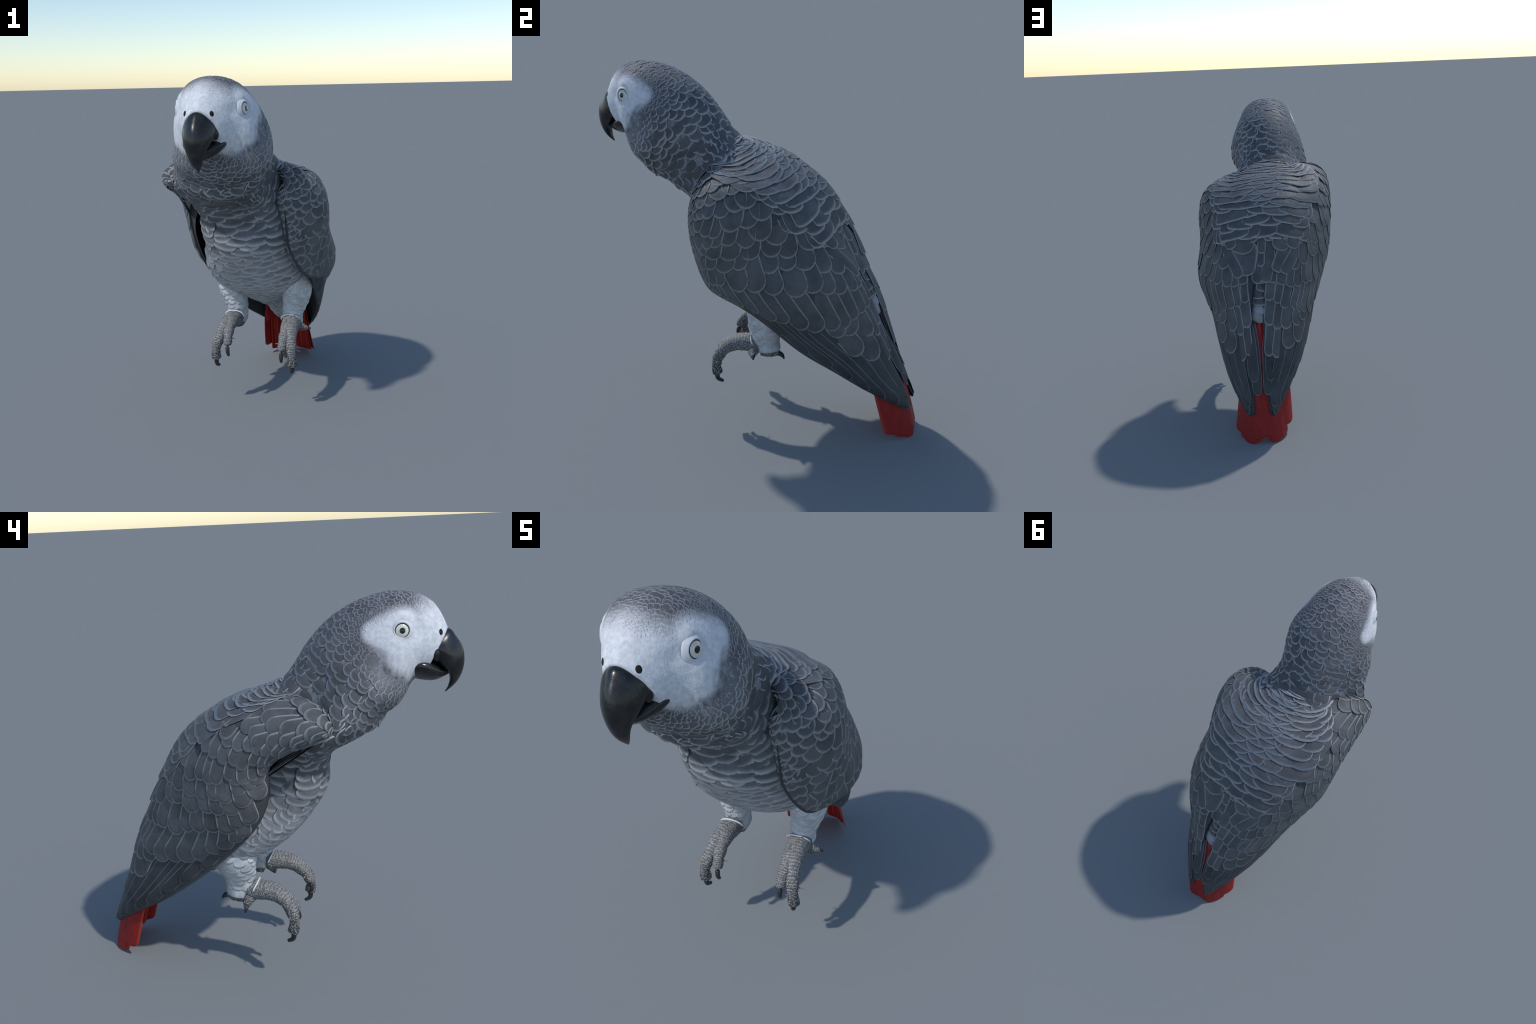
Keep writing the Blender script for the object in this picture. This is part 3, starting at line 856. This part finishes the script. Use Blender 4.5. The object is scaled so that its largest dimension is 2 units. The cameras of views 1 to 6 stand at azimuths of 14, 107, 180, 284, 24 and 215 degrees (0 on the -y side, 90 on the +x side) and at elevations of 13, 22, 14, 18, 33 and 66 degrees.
def lay_feathers(s0, s1, tries):
    """dart throwing in rows that run around the body; keeps places with room enough"""
    s = rng.uniform(s0, s1, tries); th = rng.uniform(-math.pi, math.pi, tries)
    P = SKIN_GUIDE.pos(s, th)
    area = np.linalg.norm(np.cross(SKIN_GUIDE._look(SKIN_GUIDE.Du, s, th), SKIN_GUIDE._look(SKIN_GUIDE.Dv, s, th)), axis=-1)
    wide, show = size_at(P, s)
    dens = area / (wide * show)
    keep = rng.uniform(0, np.quantile(dens, .995), tries) < dens
    s, th, P, wide, show = s[keep], th[keep], P[keep], wide[keep], show[keep]
    N = SKIN_GUIDE.nor(s, th)
    D = unit(SKIN_GUIDE._look(SKIN_GUIDE.Du, s, th))
    # down-flow on the cheeks and throat
    D = unit(D - N * (D * N).sum(-1, keepdims=True))
    X = np.cross(D, N)
    ok = ~in_spots(P, FACE, .45) & ~((np.abs(P[:, 0] + .045) < .118) & (P[:, 1] < -.728) & (P[:, 2] < 1.725))
    taken = np.zeros((0, 3)); chosen = []
    A = np.zeros((len(s), 3)); n = 0
    W_ = np.zeros(len(s)); H_ = np.zeros(len(s))
    for i in range(len(s)):
        if not ok[i]:
            continue
        if n:
            d = A[:n] - P[i]
            a = np.abs(d @ X[i]) / (wide[i] * .80); b = np.abs(d @ D[i]) / (show[i] * .86); c = np.abs(d @ N[i])
            if ((a * a + b * b < 1) & (c < .06)).any():
                continue
        if s[i] > 8.4 and abs(th[i]) < (1.05 if s[i] > 9.2 else .8):
            continue
        # hidden under a wing or the mantle?
        hit = COVER.ray_cast(Vector(P[i] + N[i] * .002), Vector(N[i]), .16)
        if hit[0] is not None and hit[3] > .012:
            ok[i] = False
            continue
        A[n] = P[i]; n += 1; chosen.append(i)
    return [(s[i], P[i], D[i], N[i], X[i], wide[i], show[i]) for i in chosen]

def dress(kind, parent, mat, places, stuff_name, rise):
    protos = prototypes(kind, mat)
    places = sorted(places, key=lambda q: -q[5] * q[6])
    joined = []
    for k, (s, p, d, n, x, wide, show) in enumerate(places):
        W = wide * (rng.uniform(1.5, 1.85) if s < 7.2 else rng.uniform(1.35, 1.9)); L = show * rng.uniform(2.1, 2.5)
        # twist a little, tilt the tip up
        ang = rng.normal(0, .10)
        d2 = unit(d * math.cos(ang) + x * math.sin(ang))
        up = rise(p, s) / L
        d3 = unit(d2 + n * up); n3 = unit(n - d2 * up); x3 = np.cross(d3, n3)
        bend = int(np.clip(round(L * 33 - 1), 0, 2)); cup = int(np.clip(round(W * 25 - 1), 0, 2))
        proto = protos[bend * 3 + cup]
        M = np.eye(4)
        M[:3, 0] = x3 * W; M[:3, 1] = d3 * L; M[:3, 2] = n3 * (.5 * (W + L))
        M[:3, 3] = p - d3 * L * .55 + n * (-.0006 + .0026 * float(smoothstep(.010, .022, wide)))
        if k < 300:
            o = bpy.data.objects.new(kind, proto[2])
            SCENE.collection.objects.link(o)
            o.parent = parent
            o.matrix_world = Matrix(M.tolist())
        else:
            joined.append((proto, M))
    if joined:
        V, F, uvs, n0 = [], [], {"edge": [], "vane": []}, 0
        for (pv, pf, pm), M in joined:
            V.append(pv @ M[:3, :3].T + M[:3, 3])
            F.extend([[i + n0 for i in q] for q in pf]); n0 += len(pv)
            for nm in uvs:
                a = np.empty(len(pm.loops) * 2, np.float32); pm.uv_layers[nm].data.foreach_get("uv", a); uvs[nm].append(a)
        me = bpy.data.meshes.new(stuff_name)
        me.from_pydata(np.vstack(V).tolist(), [], F)
        me.polygons.foreach_set("use_smooth", np.ones(len(F), bool))
        for nm in uvs:
            me.uv_layers.new(name=nm).data.foreach_set("uv", np.concatenate(uvs[nm]))
        me.materials.append(mat)
        o = new_object(stuff_name, me, parent)
        o["kind"] = "stuff"

def head_rise(p, s):
    q = np.array((abs(p[0] + .04), p[1], p[2]))
    d = np.linalg.norm(q - (.17, -.70, 1.77))
    ruff = .012 * math.exp(-((s - 4.6) / .7) ** 2) * float(smoothstep(1.75, 1.5, p[2]))
    return .0008 + .009 * float(smoothstep(.10, .34, d)) + ruff
def breast_rise(p, s):
    return .016
head_places = lay_feathers(.25, 7.2, 34000)
dress("head_feather", head, MAT_HEAD, head_places, "fine_head_feathers", head_rise)
breast_places = lay_feathers(7.2, 17.5, 14000)
dress("breast_feather", torso, MAT_BREAST, breast_places, "fine_breast_feathers", breast_rise)

# ------------------------------------------------------------------ beak
def beak_loft(st, x0, n=44, ring=36, skew=.0):
    A = np.array(st, float); q = spline(np.linspace(0, 1, len(A)), A, np.linspace(0, 1, n))
    a = np.arange(ring) * TAU / ring
    c = (q[:, 0:2] + q[:, 2:4]) / 2; h = (q[:, 0:2] - q[:, 2:4]) / 2
    yz = c[:, None] + h[:, None] * np.cos(a)[None, :, None]
    sx = np.sin(a) * (1 - skew * np.cos(a))
    x = x0 + np.maximum(q[:, 4], .003)[:, None] * sx[None, :]
    V = np.concatenate([x[..., None], yz], -1).reshape(-1, 3)
    F = grid_faces(n, ring, wrap_v=True, flip=True)
    F.append(list(range(ring))); F.append([(n - 1) * ring + j for j in range(ring)][::-1])
    return V, F
# culmen (y,z), cutting edge (y,z), half width
UPPER = [(-.800, 1.800, -.765, 1.722, .084), (-.868, 1.830, -.800, 1.692, .081), (-.905, 1.798, -.838, 1.664, .074), (-.934, 1.752, -.867, 1.640, .061), (-.946, 1.695, -.878, 1.628, .050),
         (-.941, 1.642, -.884, 1.605, .038), (-.916, 1.587, -.879, 1.572, .024), (-.869, 1.541, -.866, 1.546, .004)]
LOWER = [(-.735, 1.712, -.700, 1.612, .106), (-.778, 1.710, -.750, 1.599, .103), (-.815, 1.690, -.800, 1.594, .084), (-.848, 1.662, -.838, 1.602, .056), (-.880, 1.645, -.876, 1.622, .028)]
upper_beak = new_object("upper_beak", mesh_from("upper_beak", *join([beak_loft(UPPER, -.045, skew=.32)] + [blob((-.045 + sx * .076, -.824, 1.730), (.020, .038, .014), frame((sx * .75, -.65, .1))) for sx in (1, -1)])), head, MAT_BEAK)
lower_beak = new_object("lower_beak", mesh_from("lower_beak", *beak_loft(LOWER, -.045, skew=-.42)), head, MAT_BEAK)
for sx in (1, -1):
    c = NOSTRILS[sx]; loc, n = SKIN.at(c)
    V, F = blob(loc + n * .0026, (.0112, .0140, .0030), frame(n))  # raised black disc modelling the darkness inside the nostril; no hole is cut
    new_object("nostril", mesh_from("nostril", V, F), head, MAT_DARK)

# ------------------------------------------------------------------ eyes
for side in (1, -1):
    loc, n = EYES[side]
    ax = frame(n)
    M = Matrix.Identity(4)
    for i in range(3):
        for j in range(3):
            M[i][j] = ax[j][i]
    c = loc + n * .001
    M.translation = Vector(c - n * .053)
    V, F = blob((0, 0, 0), (.058, .058, .0578), None, 40, 48)
    eye = new_object("eye", mesh_from("eye", V, F), head, MAT_EYE)
    eye.matrix_world = M
    # lids: a soft mound around the ball, fuller above
    a = np.linspace(0, TAU, 64, endpoint=False)
    full = np.clip(np.sin(a), 0, 1) ** 2
    profile = [(.0315, -.0075, 0), (.0322, -.0035, .0010), (.0345, -.0010, .0030), (.0380, -.0022, .0036), (.0430, -.0058, .0030), (.0500, -.0115, .0010), (.0540, -.0170, 0)]
    k = np.linspace(0, len(profile) - 1, 20)
    P = spline(np.arange(len(profile)), np.array(profile), k)
    V = np.stack([P[:, 0][None] * np.cos(a)[:, None], P[:, 0][None] * np.sin(a)[:, None], P[:, 1][None] + P[:, 2][None] * full[:, None]], -1).reshape(-1, 3) @ ax + c
    F = [[i * 20 + j, ((i + 1) % 64) * 20 + j, ((i + 1) % 64) * 20 + j + 1, i * 20 + j + 1][::-1] for i in range(64) for j in range(19)]
    new_object("eyelid", mesh_from("eyelid", V, F), head, MAT_LID)

# ------------------------------------------------------------------ legs and feet
def scaly_tube(path, radii, ring=20, samples=64, scutes=14, up=(1, 0, 0), depth=.035):
    """toe with rings of scutes; uv: x = how far on the upper side, y = scute count"""
    V, F = tube(path, radii, ring=ring, samples=samples, up=up)
    n = samples * ring
    s = np.repeat(np.linspace(0, 1, samples), ring); a = np.tile(np.arange(ring) * TAU / ring, samples)
    centre = np.repeat(V[:n].reshape(samples, ring, 3).mean(1), ring, axis=0)
    T = np.repeat(unit(np.gradient(V[:n].reshape(samples, ring, 3).mean(1), axis=0)), ring, axis=0)
    topside = np.clip(unit(V[:n] - centre) @ np.array((0, -.55, .83)), 0, 1)
    ridge = 1 + depth * np.sin(s * scutes * TAU) * (.25 + .75 * topside) + .025 * rng.normal(size=n) + .055 * np.sin(s * 3.5 * TAU + 1.0) * smoothstep(.25, .5, s)
    V[:n] = centre + (V[:n] - centre) * ridge[:, None]
    uv = np.zeros((len(V), 2)); uv[:n, 0] = topside; uv[:n, 1] = s * scutes
    uv[n:, 1] = .25
    return V, F, uv

LEGS = {
    1: dict(thigh=[(.190, .17, .84), (.225, .14, .75), (.238, .125, .66), (.222, .115, .57), (.215, .118, .475)],
            outer=[(.222, .07, .500), (.235, -.03, .503), (.246, -.11, .468), (.258, -.160, .405), (.266, -.172, .345), (.267, -.165, .302)], outer_claw=[(.266, -.168, .290), (.263, -.165, .262), (.256, -.138, .246)],
            inner=[(.210, .06, .500), (.214, -.04, .502), (.211, -.11, .475), (.206, -.157, .435), (.204, -.174, .395)], inner_claw=[(.203, -.180, .378), (.201, -.186, .348), (.200, -.170, .320)],
            heel=[(.215, .10, .480), (.219, .15, .468), (.220, .185, .458)], heel_claw=[(.220, .180, .458), (.222, .205, .448), (.222, .218, .425)],
            spur=[(.228, .06, .490), (.280, .055, .475), (.322, .068, .464)], spur_claw=[(.312, .065, .467), (.337, .074, .461)],
            drop=[(.225, .05, .475), (.232, .035, .435), (.233, .028, .415)], fringe=(.214, .048, .520), r=.058),
    -1: dict(thigh=[(-.130, .18, .84), (-.165, .15, .75), (-.166, .135, .67), (-.148, .125, .58), (-.142, .130, .480)],
             outer=[(-.148, .07, .508), (-.163, -.03, .513), (-.180, -.11, .482), (-.200, -.157, .420), (-.210, -.168, .362), (-.211, -.160, .318)], outer_claw=[(-.211, -.163, .306), (-.209, -.158, .276), (-.204, -.131, .258)],
             inner=[(-.142, .06, .508), (-.143, -.04, .512), (-.142, -.105, .487), (-.138, -.148, .447), (-.136, -.166, .408)], inner_claw=[(-.136, -.172, .391), (-.133, -.178, .362), (-.132, -.164, .337)],
             heel=[(-.142, .11, .485), (-.142, .165, .475), (-.141, .200, .466)], heel_claw=[(-.141, .195, .466), (-.140, .218, .455), (-.140, .232, .436)],
             spur=[(-.160, .065, .492), (-.186, .080, .455), (-.190, .090, .412)], spur_claw=[(-.189, .088, .425), (-.190, .096, .390)],
             drop=None, fringe=(-.146, .044, .530), r=.058),
}
for side, q in LEGS.items():
    V, F = tube(q["thigh"], (.120, .112, .090, .067, .060), ring=36, samples=48, up=(0, 1, 0), squash=1.2)
    wob = np.array([math.sin(p[2] * 70 + p[0] * 40) * math.sin(p[1] * 60 + p[2] * 25) for p in V])
    c = V.mean(0)
    V += unit((V - c) * (1, 1, 0)) * (.0035 * wob)[:, None]
    leg = new_object("leg", mesh_from("leg", V, F), parrot, MAT_LEG)
    G = V[:48 * 36].reshape(48, 36, 3); G = np.concatenate([G, G[:, :1]], 1)
    lg = Guide(G, (0, 1), (0, 1), lambda A: A - A.mean(1, keepdims=True))
    for k, u in enumerate(np.arange(.30, .93, .085)):
        for j in range(9):
            v = (j + .5 * (k % 2)) / 9 + rng.normal(0, .012)
            if not .03 < v < .97:
                continue
            place(bent_feather(lg, (u - .17, v), (u + rng.normal(0, .012), v), .062 * rng.uniform(.9, 1.2), lift=(-.004, .0015), tipround=.4, camber=.001, thick=.001, ns=7, nt=7, mat=MAT_DOWN, name="leg_feather"), "leg_feather", leg)
    def scaly(name, path, radii, **k):
        V, F, uv = scaly_tube(path, radii, **k)
        me = mesh_from(name, V, F, uv=uv)
        return new_object(name, me, leg, MAT_FOOT)
    scaly("toe", q["outer"], (.054, .047, .037, .031, .026, .031), scutes=30)
    scaly("toe", q["inner"], (.050, .042, .034, .028, .025), scutes=24)
    scaly("toe", q["heel"], (.052, .040, .018), scutes=9, depth=.02)
    scaly("toe", q["spur"], (.040, .026, .009), scutes=9, depth=.02, up=(0, 1, 0))
    if q["drop"]:
        scaly("toe", q["drop"], (.038, .018, .006), scutes=4, depth=.02)
    for key, rad in (("outer_claw", (.014, .0125, .009)), ("inner_claw", (.0125, .0115, .008)), ("heel_claw", (.015, .012, .003)), ("spur_claw", (.013, .004))):
        V, F = tube(q[key], rad, ring=14, samples=18, up=(1, 0, 0) if key != "spur_claw" else (0, 1, 0))
        new_object("claw", mesh_from("claw", V, F), leg, MAT_CLAW)
    # the pale fringe where the feathered leg meets the scaly foot
    c = np.array(q["fringe"]); a = np.linspace(math.radians(-15), math.radians(195), 14)
    arc = c + np.stack([q["r"] * np.cos(a), -.018 * np.sin(a), q["r"] * .62 * np.sin(a)], -1)
    V, F = tube(arc, [.0015] + [.0042] * 12 + [.0015], ring=10, samples=40, up=(0, 1, 0))
    new_object("leg_fringe", mesh_from("leg_fringe", V, F), leg, MAT_BAND)
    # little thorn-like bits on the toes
    ox = q["outer"][3]; ix = q["inner"][3]
    for base, tip in ((ox, np.array(ox) + (side * .058, .01, -.018)), (q["outer"][4], np.array(q["outer"][4]) + (-side * .045, .0, .0)), (ix, np.array(ix) + (-side * .052, .012, -.012))):
        V, F = tube([base, (np.array(base) + tip) / 2, tip], (.006, .004, .0006), ring=8, samples=8, up=(0, 1, 0))
        new_object("thorn", mesh_from("thorn", V, F), leg, MAT_THORN)

# ------------------------------------------------------------------ tail and rump
TAIL = [
    [(-.078, .585, .600), (-.010, .680, .650), (.064, .705, .690), (.134, .692, .650), (.188, .612, .600)],
    [(-.130, .622, .450), (-.016, .748, .500), (.063, .778, .515), (.142, .762, .500), (.214, .648, .450)],
    [(-.146, .678, .270), (-.028, .830, .310), (.061, .858, .320), (.144, .844, .310), (.228, .715, .270)],
    [(-.128, .764, .110), (-.028, .896, .100), (.059, .920, .105), (.144, .908, .100), (.234, .808, .100)],
    [(-.115, .812, .020), (-.026, .924, .005), (.058, .938, .010), (.143, .936, .005), (.228, .852, .020)],
]
TAIL_GUIDE = Guide(ext_surface(TAIL, -.2, 4.1, -.2, 4.2, 120, 100), (-.2, 4.1), (-.05, 1.05), away_from((.06, .3, .2)))
u, v = np.meshgrid(np.linspace(.2, 2.0, 40), np.linspace(.06, .94, 40), indexing="ij")
tv, tf = closed_sheet(TAIL_GUIDE.pos(u, v) - TAIL_GUIDE.nor(u, v) * .018, TAIL_GUIDE.nor(u, v), .012)
tail = new_object("tail", mesh_from("tail", tv, tf), parrot, plain("tail_quill_bed", (.30, .015, .014), .7))
# pairs from the outermost, lowest to the two broad middle ones on top; each pair lies clear of the next
for i, (v, end) in enumerate([(.085, 3.30), (.92, 3.50), (.19, 3.85), (.82, 3.82), (.275, 4.04), (.735, 4.06), (.345, 3.62), (.66, 3.72)]):
    low = .006 * (3 - i // 2)
    root_v = .5 + (v - .5) * .7
    mesh = bent_feather(TAIL_GUIDE, (.3, root_v), (end, v), .128, lift=(-.004, -.001), lean=.006 * (1 if v < .5 else -1), tipround=.50, camber=.010, thick=.0028, ns=26, nt=11, mat=MAT_RED, name="tail_feather", narrow=.6, shift=(0, -.85 * low, -.35 * low))
    place(mesh, "tail_feather", tail)
# the innermost flight feathers lie along the red slit between the wings
for side, v0, v1 in ((1, .63, .575), (-1, .35, .405)):
    for k in range(2):
        place(bent_feather(TAIL_GUIDE, (-.15, v0 + side * .05 * k), (2.15 - .35 * k, v1 + side * .045 * k), .056, lift=(.010 + .004 * k, .022 + .004 * k), tipround=1.0, camber=.004, ns=20, nt=9, mat=MAT_FLIGHT, name="primary_feather"), "primary_feather", WING[side])
# upper tail coverts, then pale and dark rump feathers above them
for u, v, W, L, mat in [(1.3, .42, .07, 1.4, MAT_RED), (1.3, .58, .07, 1.4, MAT_RED), ]:
    place(bent_feather(TAIL_GUIDE, (max(u - L, -.2), v), (u, v), W, lift=(.002, .006), tipround=.5, mat=mat, name="tail_covert_feather"), "tail_covert_feather", tail)
for s, th, W, mat in [(16.45, .0, .095, MAT_RUMP), (16.3, -.4, .08, MAT_RUMP), (16.25, .4, .08, MAT_RUMP), (16.0, .0, .09, MAT_RUMP), (15.55, .0, .09, MAT_COVERT), (15.15, .1, .085, MAT_COVERT), (14.75, -.1, .085, MAT_COVERT), (14.3, .0, .08, MAT_COVERT), (13.8, .0, .08, MAT_COVERT)]:
    place(bent_feather(SKIN_GUIDE, (s - 1.1, th), (s, th), W, lift=(-.004, .012), tipround=.35, mat=mat, name="rump_feather"), "rump_feather", torso)
